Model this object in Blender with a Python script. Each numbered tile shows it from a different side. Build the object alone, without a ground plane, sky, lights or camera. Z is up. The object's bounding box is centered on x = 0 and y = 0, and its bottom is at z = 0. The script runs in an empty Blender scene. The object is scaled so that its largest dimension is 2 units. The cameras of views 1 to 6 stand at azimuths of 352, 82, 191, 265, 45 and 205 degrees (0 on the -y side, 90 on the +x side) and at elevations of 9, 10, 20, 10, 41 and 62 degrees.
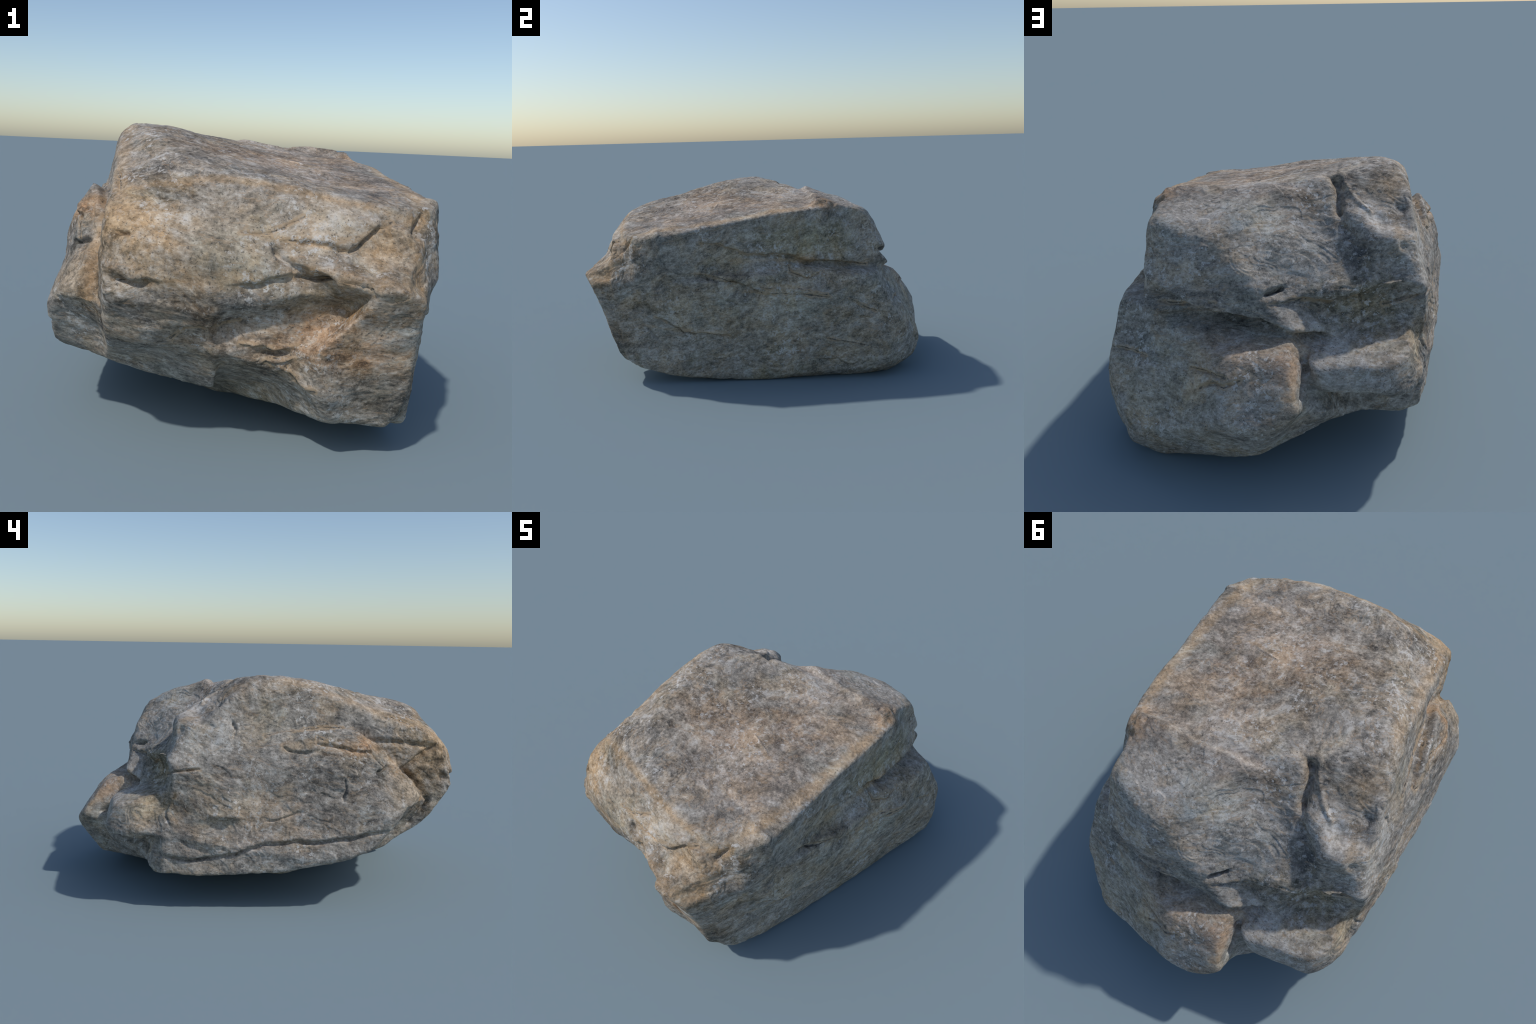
"""A weathered gneiss boulder, built as a union of facetted rock masses."""
import bpy, math
import numpy as np

# ------------------------------------------------------------------ the masses
# Each mass is a convex block bounded by cleavage facets.  A facet is
# (azimuth, elevation, distance from the block's heart); azimuth 0 faces -y, 90 faces +x.
MASSES = {
    "upper": dict(heart=(0.0, 0.0, 0.8), facets=[
        (68.8, 81.0, 0.218), (-49.9, 62.5, 0.421), (-158.0, 58.6, 0.364), (43.1, 77.6, 0.220),
        (-21.5, 49.6, 0.577), (-2.0, -5.5, 0.914), (0.5, 32.1, 0.706), (11.9, 27.2, 0.773),
        (-27.2, 20.0, 0.865), (-56.9, 21.1, 0.820), (-92.0, 21.5, 0.632), (-86.6, 9.3, 0.539),
        (-91.1, 46.5, 0.519), (-78.4, -8.6, 0.686), (92.7, -1.1, 0.586), (65.9, 9.0, 0.788),
        (94.9, 28.5, 0.664), (-178.4, 47.0, 0.345), (177.6, 13.1, 0.718), (-139.7, 35.5, 0.575),
        (-126.8, 8.2, 0.781), (117.6, 17.1, 0.674), (-156.6, -66.3, 0.373), (95.2, -58.3, 0.436),
        (15.8, -59.1, 0.651), (-13.4, -36.9, 0.902), (19.8, 5.4, 0.866),
    ]),
    "shelf": dict(heart=(0.15, 0.35, 0.8), facets=[
        (164.9, 71.0, 0.208), (-175.6, 20.7, 0.318), (-108.6, 30.6, 0.466), (158.6, 27.7, 0.337),
        (92.4, 2.4, 0.377), (79.7, -75.9, 0.141), (-3.1, 15.3, 0.101), (-136.5, 40.0, 0.214),
    ]),
    "lower": dict(heart=(0.2, 0.1, 0.35), facets=[
        (81.5, 23.2, 0.499), (71.3, -2.1, 0.559), (101.3, 13.1, 0.571), (125.6, 79.5, 0.358),
        (155.3, 28.1, 0.665), (-175.6, 35.4, 0.727), (-173.9, 71.6, 0.395), (-157.7, -18.8, 0.906),
        (-98.3, 27.3, 0.440), (128.6, -5.6, 0.752), (-116.3, -75.2, 0.369), (88.9, -59.1, 0.491),
        (177.3, -30.5, 0.801), (134.3, -52.6, 0.683), (-15.5, 6.1, 0.959), (6.1, -52.2, 0.795),
        (68.3, -71.9, 0.464), (-36.9, -69.3, 0.409), (-133.4, -33.8, 0.713), (-90.0, -11.3, 0.727),
        (0.5, -5.2, 0.907), (-31.1, -54.4, 0.535), (82.3, -9.4, 0.450),
    ]),
    "foot": dict(heart=(0.3, -0.6, 0.35), facets=[
        (72.5, -4.3, 0.234), (15.5, 10.5, 0.531), (1.7, -18.2, 0.282), (5.9, -52.9, 0.386),
        (87.4, -24.7, 0.207), (-58.6, -21.7, 0.266), (-100.3, 47.3, 0.125), (63.5, 70.3, 0.359),
        (-29.7, -78.0, 0.257), (175.6, -18.9, 0.545), (67.8, 76.3, 0.291),
    ]),
    "left": dict(heart=(-0.3, -0.1, 0.45), facets=[
        (-96.7, 27.7, 0.425), (-95.5, 2.9, 0.368), (-75.1, 21.1, 0.468), (-103.0, 11.9, 0.535),
        (-88.7, 53.2, 0.463), (-105.6, 18.9, 0.564), (-20.3, 45.4, 0.497), (-32.8, 9.6, 0.672),
        (-7.3, 0.9, 0.751), (-29.7, -33.5, 0.483), (-51.9, -69.0, 0.326), (-51.5, -87.0, 0.274),
        (-91.7, -29.3, 0.497), (-169.1, 8.4, 0.653), (-171.0, 59.1, 0.671), (93.6, 12.6, 0.070),
        (90.0, 41.3, 0.229),
    ]),
    "rear_left": dict(heart=(-0.4, 0.45, 0.35), facets=[
        (177.6, 69.9, 0.225), (-171.5, 17.0, 0.347), (-124.5, 6.7, 0.283), (-92.1, 18.7, 0.216),
        (176.0, -57.1, 0.193), (-83.1, -57.4, 0.247), (116.9, -11.1, 0.306), (21.2, 24.3, 0.511),
        (-139.8, -78.6, 0.026),
    ]),
    "beak": dict(heart=(0.3, -0.75, 0.65), facets=[
        (7.1, 56.3, 0.099), (4.7, -17.7, 0.373), (58.6, 1.9, 0.182), (-8.9, -68.5, 0.114),
        (-62.1, -9.5, 0.222), (-176.6, 4.1, 0.143), (-23.0, 77.0, 0.165), (20.7, 30.3, 0.212),
    ]),
}
EDGE_ROUND = 0.009     # rounding where facets of one mass meet
JOIN_ROUND = 0.020     # rounding where two masses meet


# Gentle swells (+) and dips (-) of the faces: centre, height, reach.
SWELLS = [
    ((-0.33, 0.39, 0.94), 0.031, 0.09),
    ((-0.19, 0.41, 0.89), -0.018, 0.09),
    ((-0.05, 0.52, 0.84), 0.024, 0.09),
    ((-0.29, -0.08, 1.07), 0.019, 0.13),
    ((0.16, -0.02, 0.99), -0.012, 0.19),
    ((0.20, -0.50, 0.90), -0.015, 0.13),
    ((0.49, 0.06, 0.95), 0.012, 0.13),
    ((-0.41, 0.32, 0.95), -0.015, 0.09),
    ((0.17, 0.67, 0.86), -0.013, 0.09),
    ((-0.18, 0.86, 0.31), -0.022, 0.09),
    ((-0.33, 0.50, 0.80), -0.014, 0.09),
    ((-0.03, 0.40, 0.93), -0.009, 0.09),
    ((-0.14, 0.63, 0.66), -0.007, 0.09),
    ((0.18, 0.50, 0.97), 0.010, 0.09),
    ((0.22, 0.34, 1.02), -0.010, 0.09),
    ((-0.67, -0.39, 0.62), -0.014, 0.09),
    ((-0.37, 0.56, 0.55), -0.008, 0.09),
    ((-0.69, -0.52, 0.47), 0.007, 0.09),
    ((0.34, 0.88, 0.27), -0.014, 0.09),
    ((0.17, -0.87, 0.27), 0.015, 0.09),
    ((-0.13, 0.85, 0.48), 0.005, 0.09),
    ((-0.61, 0.47, 0.65), 0.009, 0.09),
    ((0.53, -0.36, 0.90), 0.008, 0.09),
    ((-0.44, 0.18, 1.03), 0.011, 0.09),
    ((0.08, -0.70, 0.90), 0.007, 0.13),
    ((-0.17, 0.96, 0.36), 0.007, 0.09),
    ((-0.28, 0.78, 0.26), 0.015, 0.09),
    ((0.67, 0.42, 0.59), -0.010, 0.09),
    ((-0.12, -0.88, 0.72), 0.009, 0.09),
    ((-0.04, 0.31, 1.01), 0.006, 0.09),
    ((-0.24, 0.24, 1.01), -0.009, 0.09),
    ((0.24, -0.88, 0.43), -0.014, 0.09),
    ((0.49, -0.52, 0.88), 0.012, 0.09),
    ((-0.39, -0.47, 0.96), -0.010, 0.09),
    ((0.12, 0.94, 0.40), 0.006, 0.09),
    ((0.02, 0.74, 0.55), -0.013, 0.09),
    ((0.50, 0.81, 0.32), 0.014, 0.09),
    ((-0.64, -0.37, 0.76), 0.010, 0.09),
    ((0.13, 0.69, 0.78), 0.016, 0.09),
    ((0.63, -0.60, 0.67), -0.006, 0.09),
    ((-0.60, -0.52, 0.64), -0.010, 0.09),
    ((-0.57, 0.55, 0.26), -0.005, 0.13),
    ((-0.28, 0.58, 0.64), 0.009, 0.09),
    ((0.54, 0.48, 0.82), -0.010, 0.13),
    ((0.66, 0.04, 0.41), -0.005, 0.13),
    ((0.33, -0.85, 0.74), -0.006, 0.09),
    ((0.43, 0.54, 0.94), 0.013, 0.09),
    ((-0.49, -0.07, 1.04), -0.004, 0.09),
    ((-0.46, 0.67, 0.52), 0.005, 0.09),
    ((-0.50, -0.40, 0.85), -0.008, 0.09),
    ((-0.56, -0.62, 0.61), 0.007, 0.09),
    ((-0.63, 0.11, 0.55), -0.010, 0.09),
    ((0.61, -0.05, 0.69), 0.009, 0.09),
    ((0.12, -0.24, 0.97), 0.005, 0.09),
    ((-0.56, 0.51, 0.55), -0.005, 0.09),
    ((-0.53, -0.58, 0.36), -0.012, 0.09),
    ((0.64, -0.25, 0.60), -0.006, 0.09),
    ((-0.37, -0.22, 1.04), 0.006, 0.09),
    ((-0.52, -0.74, 0.63), -0.008, 0.09),
    ((-0.47, -0.73, 0.42), 0.007, 0.09),
    ((-0.18, 0.73, 0.52), 0.004, 0.09),
    ((0.67, 0.55, 0.52), 0.007, 0.09),
    ((0.53, 0.65, 0.54), -0.007, 0.09),
    ((0.24, 0.60, 0.92), -0.005, 0.09),
    ((0.21, 0.76, 0.64), 0.012, 0.07),
    ((0.47, 0.68, 0.66), 0.007, 0.07),
    ((-0.52, 0.70, 0.29), 0.062, 0.09),
    ((-0.55, 0.63, 0.24), 0.057, 0.09),
    ((-0.58, 0.56, 0.20), -0.012, 0.09),
    ((-0.50, 0.76, 0.34), 0.015, 0.09),
    ((-0.37, 0.55, 0.69), -0.009, 0.09),
    ((-0.48, 0.50, 0.74), -0.032, 0.09),
    ((-0.34, 0.57, 0.67), 0.007, 0.09),
    ((0.15, 0.73, 0.71), -0.012, 0.08),
    ((0.28, -0.06, 0.97), -0.011, 0.15),
    ((0.08, -0.30, 0.96), -0.007, 0.12),
    ((-0.35, -0.77, 0.42), 0.025, 0.08),
    ((0.31, -0.84, 0.19), -0.020, 0.08),
    ((0.01, -0.60, 0.18), -0.020, 0.10),
    ((-0.13, -0.26, 0.08), 0.020, 0.10),
    ((0.15, 0.92, 0.10), 0.012, 0.09),
    ((0.33, -0.97, 0.61), 0.010, 0.09),
    ((0.12, 0.00, 0.98), -0.004, 0.10),
]


def facet_normals(facets):
    f = np.array(facets, float)
    az, el = np.radians(f[:, 0]), np.radians(f[:, 1])
    n = np.stack([np.sin(az) * np.cos(el), -np.cos(az) * np.cos(el), np.sin(el)], 1)
    return n, f[:, 2]


PLANES = []
for mass in MASSES.values():
    n, d = facet_normals(mass["facets"])
    PLANES.append((n.astype(np.float32), (d + n @ np.array(mass["heart"])).astype(np.float32)))


def soft_max(a, k):
    top = a.max(0)
    return top + k * np.log(np.exp((a - top) / k).sum(0))


def body(p):
    """Signed distance (about) to the union of the masses."""
    d = -soft_max(-np.array([soft_max(n @ p.T - d[:, None], EDGE_ROUND) for n, d in PLANES]), JOIN_ROUND)
    return np.maximum(d, -p[:, 2])          # it stands on flat ground


def field(p):
    d = body(p)
    for centre, height, reach in SWELLS:
        d = d - height * np.exp(-((p - np.array(centre, np.float32)) ** 2).sum(1) / reach ** 2)
    return d


def chunked(f, p, size=60000):
    return np.concatenate([f(p[i:i + size]) for i in range(0, len(p), size)])


# ------------------------------------------------------------------ skin of the field
def surface_net(step=0.0145):
    lo, hi = np.array([-.86, -1.1, -.04]), np.array([.9, 1.1, 1.16])
    nx, ny, nz = (np.ceil((hi - lo) / step)).astype(int) + 1
    gx, gy, gz = np.meshgrid(*[lo[i] + step * np.arange(c) for i, c in enumerate((nx, ny, nz))], indexing="ij")
    pts = np.stack([gx, gy, gz], -1).reshape(-1, 3).astype(np.float32)
    s = chunked(body, pts).reshape(nx, ny, nz)
    inside = s < 0
    corner = sum(inside[i:nx - 1 + i, j:ny - 1 + j, k:nz - 1 + k].astype(int) for i in (0, 1) for j in (0, 1) for k in (0, 1))
    cells = (corner > 0) & (corner < 8)
    index = -np.ones(cells.shape, int)
    index[cells] = np.arange(cells.sum())
    verts = lo + step * (np.argwhere(cells) + .5)
    quads = []
    for axis in range(3):
        a = np.moveaxis(inside, axis, 0)
        idx = np.moveaxis(index, axis, 0)
        change = a[:-1] != a[1:]
        i, j, k = np.nonzero(change[:, 1:-1, 1:-1])
        j, k = j + 1, k + 1
        q = np.stack([idx[i, j - 1, k - 1], idx[i, j, k - 1], idx[i, j, k], idx[i, j - 1, k]], 1)
        flip = a[i, j, k] if axis != 1 else ~a[i, j, k]
        q[~flip] = q[~flip][:, ::-1]
        quads.append(q)
    quads = np.concatenate(quads)
    return verts.astype(np.float32), quads


def gradient(f, p, e=0.002):
    g = np.stack([chunked(f, p + np.eye(3, dtype=np.float32)[i] * e) - chunked(f, p - np.eye(3, dtype=np.float32)[i] * e) for i in range(3)], 1) / (2 * e)
    return g


def pull(f, p, rounds=3):
    for _ in range(rounds):
        g = gradient(f, p)
        s = chunked(f, p)
        p = p - np.clip(s / np.maximum((g * g).sum(1), .15), -.02, .02)[:, None] * g
    return p


def smooth(p, q, rounds):
    for _ in range(rounds):
        a = q.ravel()
        b = np.roll(q, -1, 1).ravel()
        ends, others = np.concatenate([a, b]), np.concatenate([b, a])
        acc = np.stack([np.bincount(ends, p[others, i], len(p)) for i in range(3)], 1)
        cnt = np.bincount(ends, minlength=len(p))
        p = .5 * p + .5 * acc / cnt[:, None]
    return p.astype(np.float32)


def split_quads(p, q):
    e = np.sort(np.concatenate([q[:, [0, 1]], q[:, [1, 2]], q[:, [2, 3]], q[:, [3, 0]]]), 1)
    key = e[:, 0].astype(np.int64) * len(p) + e[:, 1]
    uniq, inv = np.unique(key, return_inverse=True)
    mid = (p[uniq // len(p)] + p[uniq % len(p)]) / 2
    cen = p[q].mean(1)
    n, m, c = len(q), len(p), len(p) + len(mid)
    ab, bc, cd, da = (m + inv[i * n:(i + 1) * n] for i in range(4))
    f = c + np.arange(n)
    new = np.concatenate([np.stack(t, 1) for t in ((q[:, 0], ab, f, da), (ab, q[:, 1], bc, f), (f, bc, q[:, 2], cd), (da, f, cd, q[:, 3]))])
    return np.concatenate([p, mid, cen]).astype(np.float32), new



# ------------------------------------------------------------------ relief on the skin
# Cracks, ledges and raised ribs follow short paths over the surface; step > 0 lets the upper lip stand proud.
SEAMS = {
    "fold_crack": dict(depth=0.014, width=0.009, step=0.009, path=[(0.558, -0.625, 0.395), (0.567, -0.585, 0.382), (0.572, -0.537, 0.350), (0.575, -0.501, 0.327), (0.575, -0.471, 0.302), (0.582, -0.416, 0.298), (0.589, -0.354, 0.291), (0.596, -0.296, 0.285), (0.604, -0.234, 0.283)]),
    "hook_crack": dict(depth=0.008, width=0.008, step=-0.004, path=[(0.534, -0.686, 0.346), (0.538, -0.651, 0.306), (0.543, -0.604, 0.252), (0.546, -0.544, 0.196)]),
    "flake_crack": dict(depth=0.018, width=0.009, step=0.016, path=[(0.601, -0.402, 0.626), (0.605, -0.349, 0.620), (0.627, -0.294, 0.609), (0.656, -0.223, 0.596), (0.654, -0.142, 0.566), (0.653, -0.105, 0.547), (0.659, -0.045, 0.520)]),
    "flake_end": dict(depth=0.01, width=0.006, step=-0.005, path=[(0.627, -0.294, 0.609), (0.647, -0.296, 0.582), (0.635, -0.285, 0.528)]),
    "wall_line": dict(depth=0.009, width=0.009, step=0.01, path=[(0.604, -0.368, 0.793), (0.600, -0.283, 0.788), (0.596, -0.198, 0.752), (0.594, -0.146, 0.732)]),
    "wavy_line": dict(depth=0.006, width=0.007, step=0.004, path=[(0.647, -0.159, 0.528), (0.656, -0.078, 0.512), (0.671, 0.045, 0.508), (0.689, 0.188, 0.508), (0.707, 0.310, 0.484)]),
    "wavy_low": dict(depth=0.007, width=0.008, step=0.005, path=[(0.704, 0.416, 0.472), (0.700, 0.503, 0.419), (0.693, 0.574, 0.391)]),
    "wavy_mid": dict(depth=0.006, width=0.006, step=0.003, path=[(0.645, -0.161, 0.464), (0.653, -0.091, 0.455)]),
    "mid_crack": dict(depth=0.007, width=0.007, step=0.004, path=[(0.626, -0.347, 0.496), (0.635, -0.266, 0.498), (0.643, -0.161, 0.451), (0.651, -0.107, 0.458)]),
    "ledge_left": dict(depth=0.007, width=0.007, step=0.004, path=[(0.589, -0.646, 0.523), (0.618, -0.589, 0.530), (0.593, -0.540, 0.543)]),
    "back_band": dict(depth=0.008, width=0.008, step=0.005, path=[(0.706, 0.407, 0.379), (0.709, 0.479, 0.371), (0.703, 0.571, 0.346)]),
    "undercut": dict(depth=0.014, width=0.012, step=0.016, path=[(0.595, -0.153, 0.722), (0.589, -0.019, 0.716), (0.584, 0.082, 0.712), (0.582, 0.142, 0.696), (0.582, 0.206, 0.665), (0.573, 0.305, 0.660), (0.556, 0.433, 0.644), (0.529, 0.567, 0.620)]),
    "toe_crack": dict(depth=0.009, width=0.007, step=0.004, path=[(0.643, 0.256, 0.123), (0.657, 0.368, 0.115), (0.661, 0.444, 0.079), (0.672, 0.489, 0.106)]),
    "left_fold": dict(depth=0.006, width=0.009, step=0.003, path=[(0.560, -0.748, 0.590), (0.543, -0.730, 0.492), (0.545, -0.681, 0.434)]),
    "pale_band": dict(depth=-0.004, width=0.008, step=0.0, path=[(0.656, -0.158, 0.576), (0.652, -0.118, 0.547), (0.663, 0.005, 0.543), (0.674, 0.128, 0.529), (0.683, 0.198, 0.532), (0.703, 0.290, 0.501)]),
    "low_band": dict(depth=-0.003, width=0.007, step=0.0, path=[(0.671, 0.307, 0.247), (0.684, 0.442, 0.219), (0.691, 0.527, 0.194)]),
    "arc_crack": dict(depth=0.006, width=0.007, step=0.003, path=[(0.585, 0.093, 0.703), (0.635, 0.110, 0.620), (0.660, 0.196, 0.588), (0.651, 0.287, 0.621)]),
    "basal_crack": dict(depth=0.02, width=0.012, step=0.008, path=[(-0.569, 0.549, 0.263), (-0.624, 0.478, 0.259), (-0.630, 0.421, 0.245), (-0.638, 0.336, 0.259), (-0.654, 0.195, 0.286), (-0.670, 0.044, 0.339)]),
    "basal_crack_front": dict(depth=0.02, width=0.012, step=0.008, path=[(-0.669, 0.067, 0.330), (-0.676, -0.046, 0.343), (-0.686, -0.159, 0.342), (-0.694, -0.272, 0.357), (-0.698, -0.340, 0.361), (-0.702, -0.401, 0.385), (-0.703, -0.487, 0.396)]),
    "slot": dict(depth=0.014, width=0.008, step=0.0, path=[(-0.444, 0.522, 0.620), (-0.601, 0.476, 0.656), (-0.615, 0.364, 0.670)]),
    "arc_ledge": dict(depth=0.009, width=0.009, step=-0.024, path=[(-0.599, -0.012, 0.781), (-0.580, -0.105, 0.819), (-0.567, -0.176, 0.832), (-0.556, -0.282, 0.839), (-0.547, -0.355, 0.833), (-0.537, -0.406, 0.802), (-0.529, -0.469, 0.772), (-0.532, -0.506, 0.737), (-0.538, -0.548, 0.690)]),
    "arc_edge_front": dict(depth=-0.004, width=0.012, step=-0.026, path=[(-0.538, -0.548, 0.690), (-0.550, -0.590, 0.632), (-0.557, -0.639, 0.574), (-0.563, -0.669, 0.514)]),
    "panel_line": dict(depth=0.004, width=0.007, step=-0.004, path=[(-0.572, 0.066, 0.823), (-0.559, -0.050, 0.844), (-0.546, -0.179, 0.855), (-0.541, -0.308, 0.855)]),
    "panel_crack": dict(depth=0.007, width=0.006, step=0.003, path=[(-0.657, 0.068, 0.436), (-0.664, -0.016, 0.455), (-0.669, -0.100, 0.484)]),
    "upper_rib": dict(depth=-0.005, width=0.007, step=0.0, path=[(-0.506, -0.574, 0.840), (-0.502, -0.623, 0.843), (-0.489, -0.676, 0.847)]),
    "rim_line": dict(depth=0.007, width=0.007, step=0.004, path=[(-0.479, -0.524, 0.908), (-0.476, -0.599, 0.884), (-0.467, -0.689, 0.853)]),
    "upper_nick": dict(depth=0.009, width=0.01, step=0.0, path=[(-0.548, 0.223, 0.893), (-0.561, 0.200, 0.844), (-0.575, 0.212, 0.800)]),
    "arc_under": dict(depth=0.009, width=0.008, step=0.004, path=[(-0.604, -0.011, 0.771), (-0.620, -0.061, 0.750), (-0.627, -0.122, 0.749), (-0.626, -0.185, 0.763)]),
    "arc_under_front": dict(depth=0.009, width=0.008, step=0.005, path=[(-0.590, -0.172, 0.809), (-0.611, -0.169, 0.783), (-0.619, -0.248, 0.779), (-0.631, -0.327, 0.758), (-0.605, -0.421, 0.743), (-0.613, -0.492, 0.674)]),
    "nick": dict(depth=0.01, width=0.007, step=-0.004, path=[(-0.676, -0.287, 0.635), (-0.681, -0.299, 0.590), (-0.683, -0.284, 0.533)]),
    "rib": dict(depth=0.007, width=0.01, step=0.0, path=[(-0.565, 0.512, 0.579), (-0.605, 0.499, 0.529), (-0.603, 0.522, 0.471), (-0.628, 0.499, 0.402)]),
    "rim_crack": dict(depth=0.008, width=0.008, step=0.004, path=[(-0.481, -0.468, 0.925), (-0.470, -0.539, 0.907), (-0.457, -0.698, 0.852)]),
    "front_seam": dict(depth=0.006, width=0.007, step=-0.003, path=[(-0.103, -0.861, 0.759), (-0.047, -0.864, 0.753), (-0.001, -0.860, 0.761), (0.050, -0.849, 0.784), (0.093, -0.840, 0.808)]),
    "front_step": dict(depth=0.012, width=0.009, step=0.008, path=[(0.042, -0.874, 0.740), (0.105, -0.879, 0.736), (0.164, -0.878, 0.730), (0.229, -0.874, 0.714), (0.258, -0.865, 0.723), (0.291, -0.855, 0.753), (0.334, -0.848, 0.792), (0.381, -0.807, 0.797)]),
    "corner_notch": dict(depth=0.016, width=0.014, step=0.0, path=[(0.506, -0.735, 0.825), (0.472, -0.768, 0.779), (0.465, -0.793, 0.749)]),
    "wedge_crack": dict(depth=0.026, width=0.015, step=-0.006, path=[(-0.003, -0.882, 0.723), (0.019, -0.898, 0.692), (0.058, -0.905, 0.660), (0.093, -0.906, 0.649)]),
    "shelf_under": dict(depth=0.034, width=0.02, step=0.014, path=[(0.059, -0.905, 0.639), (0.122, -0.913, 0.634), (0.179, -0.962, 0.635), (0.242, -0.970, 0.625), (0.283, -0.974, 0.615)]),
    "belly_crack": dict(depth=0.011, width=0.009, step=0.005, path=[(-0.298, -0.782, 0.424), (-0.269, -0.821, 0.460), (-0.212, -0.843, 0.468), (-0.152, -0.812, 0.466), (-0.088, -0.821, 0.486)]),
    "slit_left": dict(depth=0.013, width=0.008, step=0.0, path=[(-0.470, -0.811, 0.750), (-0.447, -0.828, 0.739), (-0.425, -0.839, 0.740)]),
    "band_under": dict(depth=0.024, width=0.016, step=0.01, path=[(-0.492, -0.848, 0.631), (-0.457, -0.873, 0.610), (-0.424, -0.881, 0.597), (-0.366, -0.887, 0.611)]),
    "left_gully": dict(depth=0.016, width=0.018, step=0.0, path=[(-0.545, -0.385, 0.811), (-0.509, -0.747, 0.760), (-0.536, -0.605, 0.659), (-0.536, -0.664, 0.607), (-0.535, -0.700, 0.532)]),
    "left_gully_low": dict(depth=0.014, width=0.014, step=0.0, path=[(-0.530, -0.709, 0.530), (-0.513, -0.736, 0.500), (-0.510, -0.707, 0.443), (-0.511, -0.641, 0.361)]),
    "knob_gap": dict(depth=0.016, width=0.011, step=0.006, path=[(-0.641, -0.451, 0.661), (-0.597, -0.500, 0.676), (-0.565, -0.523, 0.674)]),
    "lip_left": dict(depth=0.009, width=0.014, step=0.01, path=[(-0.101, -0.897, 0.604), (-0.045, -0.900, 0.611), (0.010, -0.903, 0.628), (0.058, -0.905, 0.644)]),
    "rib_one": dict(depth=-0.009, width=0.01, step=0.0, path=[(-0.083, -0.811, 0.406), (-0.016, -0.817, 0.408), (0.025, -0.817, 0.391), (0.096, -0.825, 0.402)]),
    "rib_two": dict(depth=-0.009, width=0.01, step=0.0, path=[(-0.001, -0.813, 0.353), (0.059, -0.818, 0.354), (0.088, -0.831, 0.367)]),
    "rib_gap": dict(depth=0.016, width=0.014, step=0.0, path=[(-0.023, -0.815, 0.378), (0.030, -0.816, 0.375), (0.077, -0.825, 0.373)]),
    "foot_rib": dict(depth=-0.008, width=0.014, step=0.0, path=[(0.020, -0.812, 0.344), (0.081, -0.817, 0.321), (0.122, -0.827, 0.286), (0.156, -0.859, 0.277)]),
    "block_step": dict(depth=0.008, width=0.01, step=0.01, path=[(-0.664, -0.586, 0.500), (-0.614, -0.627, 0.502), (-0.566, -0.659, 0.504)]),
    "back_crack": dict(depth=0.011, width=0.006, step=0.0, path=[(-0.369, 0.545, 0.759), (-0.367, 0.590, 0.710), (-0.359, 0.539, 0.638), (-0.374, 0.566, 0.562)]),
    "slit": dict(depth=0.018, width=0.01, step=0.006, path=[(0.006, 0.707, 0.702), (-0.031, 0.668, 0.711), (-0.066, 0.640, 0.713)]),
    "slit_end": dict(depth=0.016, width=0.01, step=0.006, path=[(-0.016, 0.687, 0.706), (-0.065, 0.638, 0.715)]),
    "back_ledge": dict(depth=0.009, width=0.009, step=0.007, path=[(0.431, 0.691, 0.640), (0.298, 0.690, 0.642), (0.187, 0.742, 0.673)]),
    "back_ledge_mid": dict(depth=0.009, width=0.009, step=0.007, path=[(-0.022, 0.719, 0.669), (-0.118, 0.658, 0.665), (-0.146, 0.640, 0.673), (-0.183, 0.612, 0.658), (-0.249, 0.561, 0.640), (-0.344, 0.558, 0.671)]),
    "channel": dict(depth=0.03, width=0.026, step=0.0, path=[(-0.181, 0.194, 1.055), (-0.224, 0.220, 1.045), (-0.239, 0.270, 1.009), (-0.241, 0.326, 0.961), (-0.252, 0.374, 0.917)]),
    "channel_low": dict(depth=0.014, width=0.034, step=0.0, path=[(-0.252, 0.374, 0.917), (-0.284, 0.412, 0.881), (-0.326, 0.453, 0.848), (-0.363, 0.509, 0.822)]),
    "tongue_edge": dict(depth=-0.008, width=0.016, step=0.0, path=[(-0.232, 0.212, 1.049), (-0.276, 0.258, 1.012), (-0.331, 0.322, 0.958), (-0.382, 0.368, 0.925)]),
    "zig": dict(depth=0.01, width=0.009, step=0.005, path=[(0.260, 0.845, 0.446), (0.187, 0.876, 0.451), (0.126, 0.903, 0.448), (0.107, 0.908, 0.448)]),
    "zig_low": dict(depth=0.01, width=0.009, step=0.005, path=[(0.215, 0.898, 0.392), (0.158, 0.904, 0.426), (0.113, 0.923, 0.422), (0.053, 0.913, 0.447)]),
    "side_seam": dict(depth=0.009, width=0.008, step=0.005, path=[(0.656, 0.679, 0.413), (0.580, 0.712, 0.424), (0.508, 0.740, 0.432), (0.478, 0.756, 0.428)]),
    "cleft": dict(depth=0.022, width=0.018, step=0.0, path=[(-0.163, 0.718, 0.495), (-0.169, 0.761, 0.444), (-0.173, 0.814, 0.401), (-0.179, 0.880, 0.367)]),
    "nose_seam": dict(depth=0.008, width=0.007, step=0.004, path=[(-0.467, 0.520, 0.668), (-0.525, 0.507, 0.671), (-0.593, 0.485, 0.646)]),
    "top_seam": dict(depth=0.006, width=0.008, step=0.003, path=[(-0.057, -0.227, 0.996), (-0.001, -0.215, 0.990), (0.044, -0.202, 0.985)]),
    "top_rib": dict(depth=-0.004, width=0.009, step=0.0, path=[(0.138, -0.233, 0.966), (0.217, -0.255, 0.951), (0.281, -0.279, 0.937)]),
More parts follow.
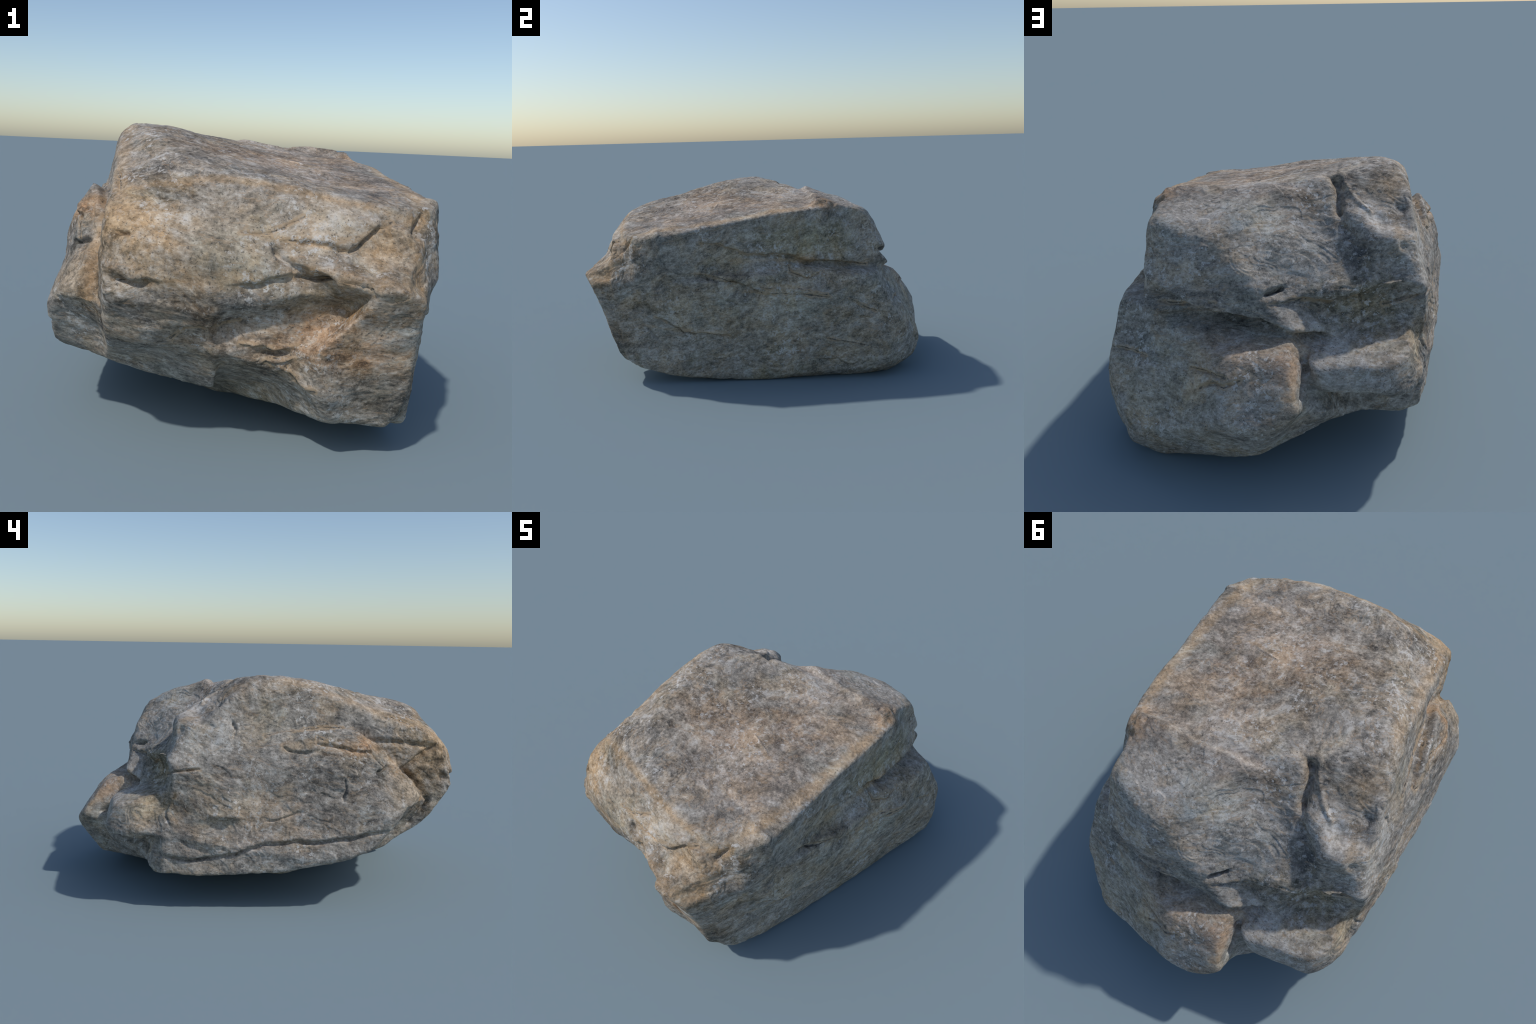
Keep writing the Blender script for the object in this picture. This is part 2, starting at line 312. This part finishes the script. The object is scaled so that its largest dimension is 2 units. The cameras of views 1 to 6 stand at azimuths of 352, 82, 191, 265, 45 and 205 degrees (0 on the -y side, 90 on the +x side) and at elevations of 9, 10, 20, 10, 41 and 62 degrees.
    "edge_notch": dict(depth=0.009, width=0.009, step=0.0, path=[(0.473, 0.275, 0.993), (0.482, 0.318, 1.004)]),
}
DENTS = {
    "pit": ((-0.520, 0.460, 0.844), 0.018, 0.022),
    "hollow": ((-0.493, 0.291, 0.951), 0.022, 0.034),
    "corner_hollow": ((0.517, 0.383, 0.974), 0.016, 0.016),
    "under_hole": ((-0.457, -0.873, 0.606), 0.026, 0.028),
    "notch_left": ((-0.465, -0.090, 1.055), 0.01, 0.014),
    "shelf_hole": ((0.143, -0.916, 0.598), 0.026, 0.05),
    "fang": ((-0.425, 0.335, 0.951), -0.012, 0.026),
    "gouge": ((-0.435, 0.385, 0.932), 0.034, 0.055),
    "side_dip": ((-0.536, 0.354, 0.901), 0.026, 0.045),
    "eye": ((-0.512, -0.805, 0.612), 0.022, 0.022),
    "rim_notch": ((-0.493, -0.514, 0.900), 0.014, 0.014),
}
BEDDING = np.array([.10, -.25, 1.0]); BEDDING /= np.linalg.norm(BEDDING)


def noise(p, seed=0):
    """Gradient noise, about -1..1."""
    p = np.asarray(p, np.float32)
    base = np.floor(p)
    f = p - base
    u = f * f * f * (f * (f * 6 - 15) + 10)
    k = base.astype(np.int32).view(np.uint32)
    hx = [(k[:, 0] + np.uint32(d)) * np.uint32(374761393) + np.uint32(seed * 974634 + 77) for d in (0, 1)]
    hy = [(k[:, 1] + np.uint32(d)) * np.uint32(668265263) for d in (0, 1)]
    hz = [(k[:, 2] + np.uint32(d)) * np.uint32(2246822519) for d in (0, 1)]
    total = np.zeros(len(p), np.float32)
    for dx in (0, 1):
        wx = u[:, 0] if dx else 1 - u[:, 0]
        for dy in (0, 1):
            wxy = wx * (u[:, 1] if dy else 1 - u[:, 1])
            hxy = hx[dx] + hy[dy]
            for dz in (0, 1):
                h = hxy + hz[dz]
                h = (h ^ (h >> np.uint32(15))) * np.uint32(2246822519)
                h = (h ^ (h >> np.uint32(13))) * np.uint32(3266489917)
                h ^= h >> np.uint32(16)
                dot = ((h & np.uint32(1023)).astype(np.float32) - 511.5) * (f[:, 0] - dx)
                dot += (((h >> np.uint32(10)) & np.uint32(1023)).astype(np.float32) - 511.5) * (f[:, 1] - dy)
                dot += (((h >> np.uint32(20)) & np.uint32(1023)).astype(np.float32) - 511.5) * (f[:, 2] - dz)
                total += wxy * (u[:, 2] if dz else 1 - u[:, 2]) * dot
    return total * np.float32(1.4 / 511.5)


def fbm(p, octaves, seed=0, gain=.5):
    a, total = 1.0, np.zeros(len(p))
    for o in range(octaves):
        total += a * noise(p * 2.03 ** o, seed + o)
        a *= gain
    return total


def stretched(p, along, across):
    """Coordinates squeezed along the bedding planes."""
    w = p @ BEDDING
    flat = p - w[:, None] * BEDDING
    return flat * along + (w * across)[:, None] * BEDDING


def settle(path, p):
    """Lay a path on the skin: short steps, each snapped to the nearest vertex."""
    path = np.array(path)
    out = []
    for a, b in zip(path[:-1], path[1:]):
        n = max(1, int(round(np.linalg.norm(b - a) / .025)))
        out += [a + (b - a) * i / n for i in range(n)]
    out = np.array(out + [path[-1]])
    near = p[((p > path.min(0) - .06) & (p < path.max(0) + .06)).all(1)]
    return np.array([near[((near - o) ** 2).sum(1).argmin()] for o in out])


def seam_relief(p, nrm):
    h = np.zeros(len(p))
    wander = .006 * np.stack([noise(p * 22, 40 + i) for i in range(3)], 1)
    uneven = 1 + .5 * noise(p * 30, 7)
    for seam in SEAMS.values():
        path = settle(seam["path"], p); width, depth, step = .7 * seam["width"], seam["depth"], 1.4 * seam["step"]
        reach = max(.06, 3 * width)
        near = np.nonzero(((p > path.min(0) - reach) & (p < path.max(0) + reach)).all(1))[0]
        if not len(near):
            continue
        q = p[near] + wander[near]
        best = np.full(len(near), 9.0); side = np.zeros(len(near)); end = np.zeros(len(near))
        for i in range(len(path) - 1):
            a, b = path[i], path[i + 1]
            ab = b - a
            t = ((q - a) @ ab) / (ab @ ab)
            tc = np.clip(t, 0, 1)
            off = q - a - tc[:, None] * ab
            d = np.sqrt((off * off).sum(1))
            m = d < best
            best[m] = d[m]
            side[m] = off[m, 2]
            along = (i + tc) / (len(path) - 1)
            end[m] = np.minimum(1, np.minimum(along[m], 1 - along[m]) * 5 + .25)
        fall = np.exp(-(best / width) ** 2)
        lip = np.tanh(side / (.5 * width)) * np.exp(-(best / .045) ** 2)
        h[near] += end * (-1.3 * depth * fall * uneven[near] + .6 * step * lip)
    for c, depth, radius in DENTS.values():
        d2 = ((p - np.array(c)) ** 2).sum(1)
        h -= depth * np.exp(-d2 / radius ** 2)
    return h


def coarse_weathering(p, nrm):
    across = 1 - np.abs(nrm @ BEDDING)                    # 1 on the faces that cut the layers
    warp = np.stack([noise(p * 2.2, 3), noise(p * 2.2, 4), noise(p * 2.2, 5)], 1) * .09
    q = p + warp
    h = .0025 * fbm(p * 3.1, 2, 11)
    h += .0048 * fbm(q * 8.5, 2, 21)
    layers = fbm(stretched(q, 2.6, 17), 2, 31)
    patchy = np.clip(noise(p * 2.7, 33) * 2 + .4, .15, 1)
    h += across * patchy * .0038 * np.tanh(2.6 * layers)
    return h


def fine_weathering(p, nrm):
    h = .0011 * fbm(p * 30, 2, 23)
    t = 2.6 * noise(stretched(p, 5.5, 11) + .5 * noise(p * 11, 52)[:, None], 51) + .35 * noise(p * 24, 54)
    level = np.floor(t)
    h += .0042 * (level + np.clip((t - level) * 7, 0, 1) - t * .6) * np.clip(.55 + noise(p * 2.9, 53), .1, 1)    # spalled flakes
    h += .0007 * fbm(stretched(p, 26, 50), 2, 61)
    pits = noise(p * 46, 71)
    h -= .006 * np.clip(pits - .42, 0, 1) * (noise(p * 3.3, 72) > -.1)
    return h


def normals_of(p, q):
    n = np.cross(p[q[:, 2]] - p[q[:, 0]], p[q[:, 3]] - p[q[:, 1]])
    acc = np.stack([np.bincount(q.ravel(), np.repeat(n[:, i], 4), len(p)) for i in range(3)], 1)
    return acc / np.maximum(np.linalg.norm(acc, axis=1, keepdims=True), 1e-12)


verts, quads = surface_net()
verts = pull(field, verts, 2)
for _ in range(2):
    verts = pull(field, smooth(verts, quads, 1), 1)
verts, quads = split_quads(verts, quads)
verts = pull(field, smooth(verts, quads, 1), 1)
nrm = normals_of(verts, quads)
verts = (verts + nrm * coarse_weathering(verts, nrm)[:, None]).astype(np.float32)
verts, quads = split_quads(verts, quads)
verts = smooth(verts, quads, 1)
nrm = normals_of(verts, quads)
relief = fine_weathering(verts, nrm)
relief += seam_relief(verts, nrm) - relief.mean()
verts = (verts + nrm * relief[:, None]).astype(np.float32)
verts[:, 2] = np.maximum(verts[:, 2], 0)
verts[:, 2] -= verts[:, 2].min()

mesh = bpy.data.meshes.new("boulder")
mesh.vertices.add(len(verts)); mesh.vertices.foreach_set("co", verts.ravel())
mesh.loops.add(quads.size); mesh.loops.foreach_set("vertex_index", quads.ravel().astype(np.int32))
mesh.polygons.add(len(quads))
mesh.polygons.foreach_set("loop_start", np.arange(0, quads.size, 4, dtype=np.int32))
mesh.update(calc_edges=True); mesh.validate()
mesh.polygons.foreach_set("use_smooth", np.ones(len(mesh.polygons), bool))
boulder = bpy.data.objects.new("boulder", mesh)
bpy.context.scene.collection.objects.link(boulder)
boulder["label"] = "angular weathered grey and ochre gneiss boulder"
boulder["category"] = "rock"

# ------------------------------------------------------------------ the stone
class Nodes:
    """Small helper to write node trees as expressions."""

    def __init__(self, name):
        self.mat = bpy.data.materials.new(name)
        self.mat.use_nodes = True
        self.t = self.mat.node_tree
        self.bsdf = self.t.nodes["Principled BSDF"]
        self.last = 0.0
        self.pos = self.t.nodes.new("ShaderNodeTexCoord").outputs["Object"]

    def put(self, socket, value):
        if isinstance(value, bpy.types.NodeSocket):
            self.t.links.new(value, socket)
        else:
            socket.default_value = value

    def math(self, op, a, b=0.0, c=0.0, clamp=False):
        n = self.t.nodes.new("ShaderNodeMath"); n.operation = op; n.use_clamp = clamp
        for s, v in zip(n.inputs, (a, b, c)):
            self.put(s, v)
        return n.outputs[0]

    def vec(self, op, a, b=(0, 0, 0)):
        n = self.t.nodes.new("ShaderNodeVectorMath"); n.operation = op
        self.put(n.inputs[0], a)
        if op == "SCALE":
            self.put(n.inputs["Scale"], b)
        else:
            self.put(n.inputs[1], b)
        return n.outputs["Value"] if op in ("LENGTH", "DOT_PRODUCT", "DISTANCE") else n.outputs["Vector"]

    def noise(self, p, scale, detail=4.0, rough=.55, colour=False, warp=0.0):
        n = self.t.nodes.new("ShaderNodeTexNoise")
        self.put(n.inputs["Vector"], p)
        n.inputs["Scale"].default_value = scale; n.inputs["Detail"].default_value = detail
        n.inputs["Roughness"].default_value = rough; n.inputs["Distortion"].default_value = warp
        return n.outputs["Color" if colour else "Fac"]

    def map(self, v, lo, hi, a=0.0, b=1.0, kind="SMOOTHSTEP"):
        n = self.t.nodes.new("ShaderNodeMapRange"); n.interpolation_type = kind
        self.put(n.inputs["Value"], v)
        for s, x in zip(("From Min", "From Max", "To Min", "To Max"), (lo, hi, a, b)):
            self.put(n.inputs[s], x)
        return n.outputs["Result"]

    def mix(self, fac, a, b, mode="MIX"):
        n = self.t.nodes.new("ShaderNodeMix"); n.data_type = "RGBA"; n.blend_type = mode
        self.put(n.inputs["Factor"], fac)
        for s, v in ((n.inputs[6], a), (n.inputs[7], b)):
            self.put(s, (*v, 1) if isinstance(v, tuple) else v)
        return n.outputs[2]

    def ramp(self, v, stops):
        n = self.t.nodes.new("ShaderNodeValToRGB")
        while len(n.color_ramp.elements) < len(stops):
            n.color_ramp.elements.new(.5)
        for e, (x, c) in zip(n.color_ramp.elements, stops):
            e.position = x; e.color = (*c, 1)
        self.put(n.inputs["Fac"], v)
        return n.outputs["Color"]

    def group(self, name, given, sockets, body):
        """Wrap a sub-expression in a node group built once."""
        g = bpy.data.node_groups.get(name)
        if g is None:
            g = bpy.data.node_groups.new(name, "ShaderNodeTree")
            for s, kind in sockets:
                g.interface.new_socket(s, in_out="INPUT", socket_type=kind)
            g.interface.new_socket("Result", in_out="OUTPUT", socket_type="NodeSocketFloat")
            main, self.t = self.t, g
            i, o = g.nodes.new("NodeGroupInput"), g.nodes.new("NodeGroupOutput")
            g.links.new(body(*[i.outputs[s] for s, _ in sockets]), o.inputs["Result"])
            self.t = main
        n = self.t.nodes.new("ShaderNodeGroup"); n.node_tree = g
        for (s, _), v in zip(sockets, given):
            self.put(n.inputs[s], v)
        return n.outputs["Result"]

    def squeeze(self, p, along, across):
        w = self.vec("DOT_PRODUCT", p, tuple(BEDDING))
        lift = self.vec("SCALE", tuple(BEDDING), self.math("MULTIPLY", w, across - along))
        return self.vec("ADD", self.vec("SCALE", p, float(along)), lift)


# patches tint the grain they lie on (hue) or make it paler or darker (tone shift)
TAN, RUST, OLIVE, ROSE = (1.16, 1.0, .79), (1.22, .98, .79), (1.02, .98, .80), (1.10, .97, .89)
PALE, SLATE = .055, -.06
# centre, reach along x y z, strength
TINTS = [
    (TAN, (-.10, -.88, .76), (.42, .20, .15), .6), (TAN, (-.43, -.75, .74), (.16, .22, .22), 1.1),
    (TAN, (.42, -.84, .68), (.20, .20, .16), .7), (TAN, (-.60, -.62, .56), (.10, .14, .09), .8),
    (TAN, (-.45, .0, 1.04), (.08, .18, .05), .5), (TAN, (-.58, -.40, .76), (.10, .24, .05), .6),
    (TAN, (-.55, .62, .50), (.18, .16, .09), .6), (TAN, (-.2, -.2, .97), (.5, .6, .08), .25), (TAN, (.2, -.78, .4), (.4, .2, .3), .5),
    (RUST, (.22, -.88, .43), (.20, .14, .10), .9), (RUST, (.36, -.93, .42), (.10, .12, .06), .3), (RUST, (-.05, -.82, .42), (.25, .12, .08), .4),
    (RUST, (-.54, -.42, .79), (.06, .07, .05), .8), (RUST, (-.60, -.32, .76), (.07, .10, .04), .8),
    (RUST, (.59, .21, .68), (.08, .10, .035), .7), (RUST, (.51, .30, .97), (.07, .10, .05), .6),
    (RUST, (-.05, -.28, 1.0), (.22, .16, .08), .3), (RUST, (-.12, .83, .48), (.07, .16, .12), .5),
    (ROSE, (.25, -.35, .93), (.35, .35, .12), .6), (ROSE, (.05, .86, .48), (.25, .14, .12), .7), (ROSE, (.36, .10, .98), (.25, .25, .10), .5),
    (ROSE, (.0, .33, .98), (.25, .10, .10), .5), (ROSE, (-.66, .1, .45), (.10, .45, .2), .5),
    (OLIVE, (-.40, .57, .62), (.26, .10, .12), 1.0), (OLIVE, (.62, .0, .45), (.16, .8, .5), .35), (OLIVE, (.57, .22, .78), (.10, .34, .12), .8),
    (OLIVE, (.30, .86, .34), (.35, .16, .2), .5), (OLIVE, (-.1, -.1, .05), (.9, 1.1, .14), .5), (OLIVE, (.2, -.80, .56), (.22, .12, .06), .7),
]
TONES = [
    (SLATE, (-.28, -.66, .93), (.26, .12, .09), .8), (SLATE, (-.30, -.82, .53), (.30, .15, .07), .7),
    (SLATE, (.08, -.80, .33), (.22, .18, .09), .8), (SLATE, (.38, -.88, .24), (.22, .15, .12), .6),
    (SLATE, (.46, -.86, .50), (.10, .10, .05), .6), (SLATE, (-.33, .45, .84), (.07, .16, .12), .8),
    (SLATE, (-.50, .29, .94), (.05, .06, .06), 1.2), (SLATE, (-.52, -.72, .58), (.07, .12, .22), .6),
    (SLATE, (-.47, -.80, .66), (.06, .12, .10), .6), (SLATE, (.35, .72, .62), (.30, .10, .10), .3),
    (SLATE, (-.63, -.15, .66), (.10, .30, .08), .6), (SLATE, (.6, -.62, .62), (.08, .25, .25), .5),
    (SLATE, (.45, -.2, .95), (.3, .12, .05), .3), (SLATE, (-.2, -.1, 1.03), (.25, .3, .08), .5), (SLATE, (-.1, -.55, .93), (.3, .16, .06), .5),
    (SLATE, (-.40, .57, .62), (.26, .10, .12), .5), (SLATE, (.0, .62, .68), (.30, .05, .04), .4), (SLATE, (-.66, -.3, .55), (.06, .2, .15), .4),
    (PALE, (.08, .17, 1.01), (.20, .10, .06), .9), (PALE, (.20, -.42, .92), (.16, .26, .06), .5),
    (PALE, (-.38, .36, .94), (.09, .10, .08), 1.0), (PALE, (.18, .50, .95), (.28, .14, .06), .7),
    (PALE, (-.58, .30, .82), (.06, .16, .09), .8), (PALE, (-.66, .08, .50), (.06, .12, .26), .7),
    (PALE, (-.69, -.42, .46), (.06, .08, .12), .6), (PALE, (.65, .07, .42), (.07, .12, .14), .8),
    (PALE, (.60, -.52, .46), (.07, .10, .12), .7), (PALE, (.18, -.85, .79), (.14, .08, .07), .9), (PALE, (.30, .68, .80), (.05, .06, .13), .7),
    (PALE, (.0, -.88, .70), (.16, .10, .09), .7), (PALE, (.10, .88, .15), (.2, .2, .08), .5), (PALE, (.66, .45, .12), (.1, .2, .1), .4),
    (PALE, (.0, .50, .86), (.40, .20, .16), .75), (PALE, (.62, .05, .40), (.20, .90, .50), .28), (PALE, (.25, .85, .35), (.45, .25, .30), .25), (PALE, (-.40, .72, .48), (.25, .15, .10), .5),  # first lightens the back slope for the scan's baked light; next two make the right flank and lower rear paler
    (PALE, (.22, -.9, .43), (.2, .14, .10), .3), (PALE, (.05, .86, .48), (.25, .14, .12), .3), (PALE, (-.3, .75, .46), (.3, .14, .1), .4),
]
# ochre weathering rind along worn edges and seams: points of the edge, half width, strength
RINDS = [
    ([(.48, -.75, .80), (.54, -.53, .88), (.56, -.25, .91), (.56, -.03, .935), (.53, .36, .98)], .035, .9),
    ([(-.43, -.70, .88), (-.15, -.755, .914), (.085, -.786, .878), (.21, -.797, .857), (.46, -.77, .79)], .022, .9),
    ([(-.46, -.70, .86), (-.47, -.517, .91), (-.46, -.076, 1.06), (-.46, .25, .99), (-.51, .47, .85)], .035, .6),
    ([(-.563, -.67, .51), (-.556, -.616, .61), (-.54, -.50, .72), (-.55, -.40, .79), (-.60, -.17, .79), (-.61, -.02, .765)], .026, .8),
    ([(.057, -.906, .645), (.29, -.96, .62), (.447, -.94, .587), (.47, -.80, .72)], .035, .8),
    ([(-.06, -.877, .76), (.04, -.873, .741), (.233, -.868, .71), (.34, -.82, .79)], .012, .8),
    ([(.60, -.20, .69), (.589, .21, .678), (.532, .577, .623)], .018, .7),
    ([(-.143, .72, .57), (-.15, .93, .40)], .03, .7),
    ([(-.52, -.78, .62), (-.30, -.88, .62), (-.05, -.89, .62)], .03, .7), ([(-.61, .49, .18), (-.62, .10, .16), (-.55, -.45, .30)], .03, .5),
    ([(.606, -.395, .629), (.613, -.295, .606), (.655, .0, .56), (.68, .25, .53)], .012, .6),
    ([(.53, -.69, .35), (.57, -.475, .31), (.62, -.25, .30)], .012, .5), ([(.32, -.29, .93), (.18, -.27, .97)], .015, .6),
]

VEINED = ("fold_crack", "flake_crack", "pale_band", "low_band", "undercut", "wavy_line", "wavy_low", "wall_line", "arc_crack", "arc_ledge",
          "arc_under_front", "panel_line", "rim_line", "slot", "front_seam", "front_step", "rib_one", "rib_two", "foot_rib",
          "back_ledge", "back_ledge_mid", "zig", "zig_low", "side_seam", "belly_crack")

N = Nodes("gneiss")
bend = N.vec("SCALE", N.vec("SUBTRACT", N.noise(N.pos, 2.4, 2, colour=True), (.5, .5, .5)), .22)
p = N.vec("ADD", N.pos, bend)
blotch = N.noise(p, 4.0, 5, .68)
mottle = N.noise(N.squeeze(p, 1.0, 1.4), 24, 6, .72)
streak = N.noise(N.squeeze(p, 1.0, 2.6), 7, 7, .70, warp=.6)
grain = N.noise(N.squeeze(N.pos, 1.0, 1.8), 62, 4, .7)
tone = N.math("ADD", N.math("MULTIPLY", mottle, .40), N.math("ADD", N.math("MULTIPLY", streak, .32), N.math("MULTIPLY", grain, .28)))
ragged = N.math("SUBTRACT", N.math("ADD", N.math("MULTIPLY", blotch, 1.1), N.math("MULTIPLY", mottle, .9)), 1.0)


def spot(centre, reach):
    """Ragged patch, 1 in the middle and 0 outside."""
    def body(pos, rag, c, inv, before):
        pos = N.vec("ADD", pos, N.math("MULTIPLY", before, 1e-7))      # keeps the patches in order
        away = N.vec("LENGTH", N.vec("MULTIPLY", N.vec("SUBTRACT", pos, c), inv))
        return N.map(N.math("ADD", away, N.math("MULTIPLY", rag, 2.4)), 1.4, .3)
    V, F = "NodeSocketVector", "NodeSocketFloat"
    N.last = N.group("ragged_patch", (N.pos, ragged, centre, tuple(1 / r for r in reach), N.last),
                     (("Position", V), ("Ragged", F), ("Centre", V), ("Scale", V), ("Before", F)), body)
    return N.last


def nearness(dist, a, b):
    """Distance to the edge a-b, or the smaller one already found."""
    def body(old, pos, start, along, inv, before):
        rel = N.vec("SUBTRACT", N.vec("ADD", pos, N.math("MULTIPLY", before, 1e-7)), start)
        t = N.math("MULTIPLY", N.vec("DOT_PRODUCT", rel, along), inv, clamp=True)
        return N.math("MINIMUM", old, N.vec("LENGTH", N.vec("SUBTRACT", rel, N.vec("SCALE", along, t))))
    V, F = "NodeSocketVector", "NodeSocketFloat"
    ab = np.array(b, float) - np.array(a, float)
    N.last = N.group("edge_distance", (dist, N.pos, tuple(map(float, a)), tuple(ab), float(1 / (ab @ ab)), N.last),
                     (("Nearest", F), ("Position", V), ("Start", V), ("Along", V), ("Inverse", F), ("Before", F)), body)
    return N.last


big = N.noise(p, 4.2, 5, .62)
tone = N.math("ADD", tone, N.math("MULTIPLY", N.math("SUBTRACT", big, .5), .19))
drift = N.map(N.noise(p, 3.6, 5, .65), .46, .64)
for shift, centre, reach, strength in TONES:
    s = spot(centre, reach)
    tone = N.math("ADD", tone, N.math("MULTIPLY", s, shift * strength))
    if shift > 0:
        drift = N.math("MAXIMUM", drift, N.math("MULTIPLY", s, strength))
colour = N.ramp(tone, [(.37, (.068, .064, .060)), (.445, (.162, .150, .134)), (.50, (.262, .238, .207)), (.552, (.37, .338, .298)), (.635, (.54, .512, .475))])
warm = N.map(N.noise(p, 5.5, 5, .68), .46, .62)
colour = N.mix(N.math("MULTIPLY", warm, .45), colour, N.mix(1.0, colour, (1.22, 1.0, .72), "MULTIPLY"))
cool = N.map(N.noise(N.vec("ADD", p, (3.1, 1.7, 5.3)), 4.4, 5, .68), .50, .66)
colour = N.mix(N.math("MULTIPLY", cool, .7), colour, N.mix(1.0, colour, (.92, .98, .98), "MULTIPLY"))
for tint, centre, reach, strength in TINTS:
    colour = N.mix(N.math("MULTIPLY", spot(centre, reach), strength, clamp=True), colour, N.mix(1.0, colour, tint, "MULTIPLY"))

# ochre rind
for path, half, strength in RINDS:
    dist = 9.0
    for a, b in zip(path[:-1], path[1:]):
        dist = nearness(dist, a, b)
    rind = N.map(N.math("ADD", dist, N.math("MULTIPLY", ragged, half * 1.8)), half * 1.4, half * .2)
    colour = N.mix(N.math("MULTIPLY", rind, strength * .7), colour, N.mix(.6, (.37, .28, .185), N.mix(1.0, colour, (1.5, 1.18, .82), "MULTIPLY")))

# thin ochre veins beside the open seams
dist = 9.0
for name in VEINED:
    path = settle(SEAMS[name]["path"], verts)
    path = path[np.unique(np.linspace(0, len(path) - 1, min(4, len(path))).round().astype(int))]
    for a, b in zip(path[:-1], path[1:]):
        if np.linalg.norm(b - a) > .004:
            dist = nearness(dist, a, b)
wobble = N.math("MULTIPLY", N.math("SUBTRACT", N.noise(N.pos, 28, 4, .6), .5), .03)
away = N.math("ABSOLUTE", N.math("SUBTRACT", N.math("ADD", dist, wobble), .006))
vein = N.math("MULTIPLY", N.map(away, .009, .001), N.map(blotch, .36, .5))
colour = N.mix(N.math("MULTIPLY", vein, .65), colour, (.385, .28, .175))
painted_crack_shade = N.math("MULTIPLY", N.map(N.math("ADD", dist, N.math("MULTIPLY", wobble, .6)), .0042, .0015), N.map(mottle, .40, .52))     # groove shadow painted as a thin dark line down each crack
colour = N.mix(N.math("MULTIPLY", painted_crack_shade, .8), colour, (.055, .050, .044))

# pale lichen flecks, in drifts, and dark mineral specks
fleck = N.map(N.noise(N.pos, 36, 4, .74), .545, .60)
colour = N.mix(N.math("MULTIPLY", N.math("MULTIPLY", fleck, drift), .8), colour, (.56, .54, .51))
fine = N.map(N.noise(N.vec("ADD", N.pos, (7.7, 2.2, 1.1)), 85, 3, .6), .59, .68)
colour = N.mix(N.math("MULTIPLY", fine, .4), colour, (.47, .43, .375))
speck = N.map(N.noise(N.vec("ADD", N.pos, (1.3, 9.1, 4.4)), 120, 3, .6), .41, .33)
colour = N.mix(N.math("MULTIPLY", speck, .6), colour, (.04, .039, .038))
veins = N.math("ABSOLUTE", N.math("SUBTRACT", N.noise(N.squeeze(p, 1.0, 5.0), 4.0, 4, .55), .5))
colour = N.mix(N.math("MULTIPLY", N.map(veins, .012, .002), .4), colour, (.36, .25, .155))
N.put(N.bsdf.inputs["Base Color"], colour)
N.put(N.bsdf.inputs["Roughness"], N.map(tone, .3, .7, .95, .78))
N.bsdf.inputs["Specular IOR Level"].default_value = .25
bump = N.t.nodes.new("ShaderNodeBump")
bump.inputs["Strength"].default_value = .4; bump.inputs["Distance"].default_value = .008
N.put(bump.inputs["Height"], N.math("ADD", N.math("MULTIPLY", mottle, .8), N.math("ADD", N.math("MULTIPLY", grain, .5), N.math("MULTIPLY", streak, .25))))
N.put(N.bsdf.inputs["Normal"], bump.outputs["Normal"])
mesh.materials.append(N.mat)
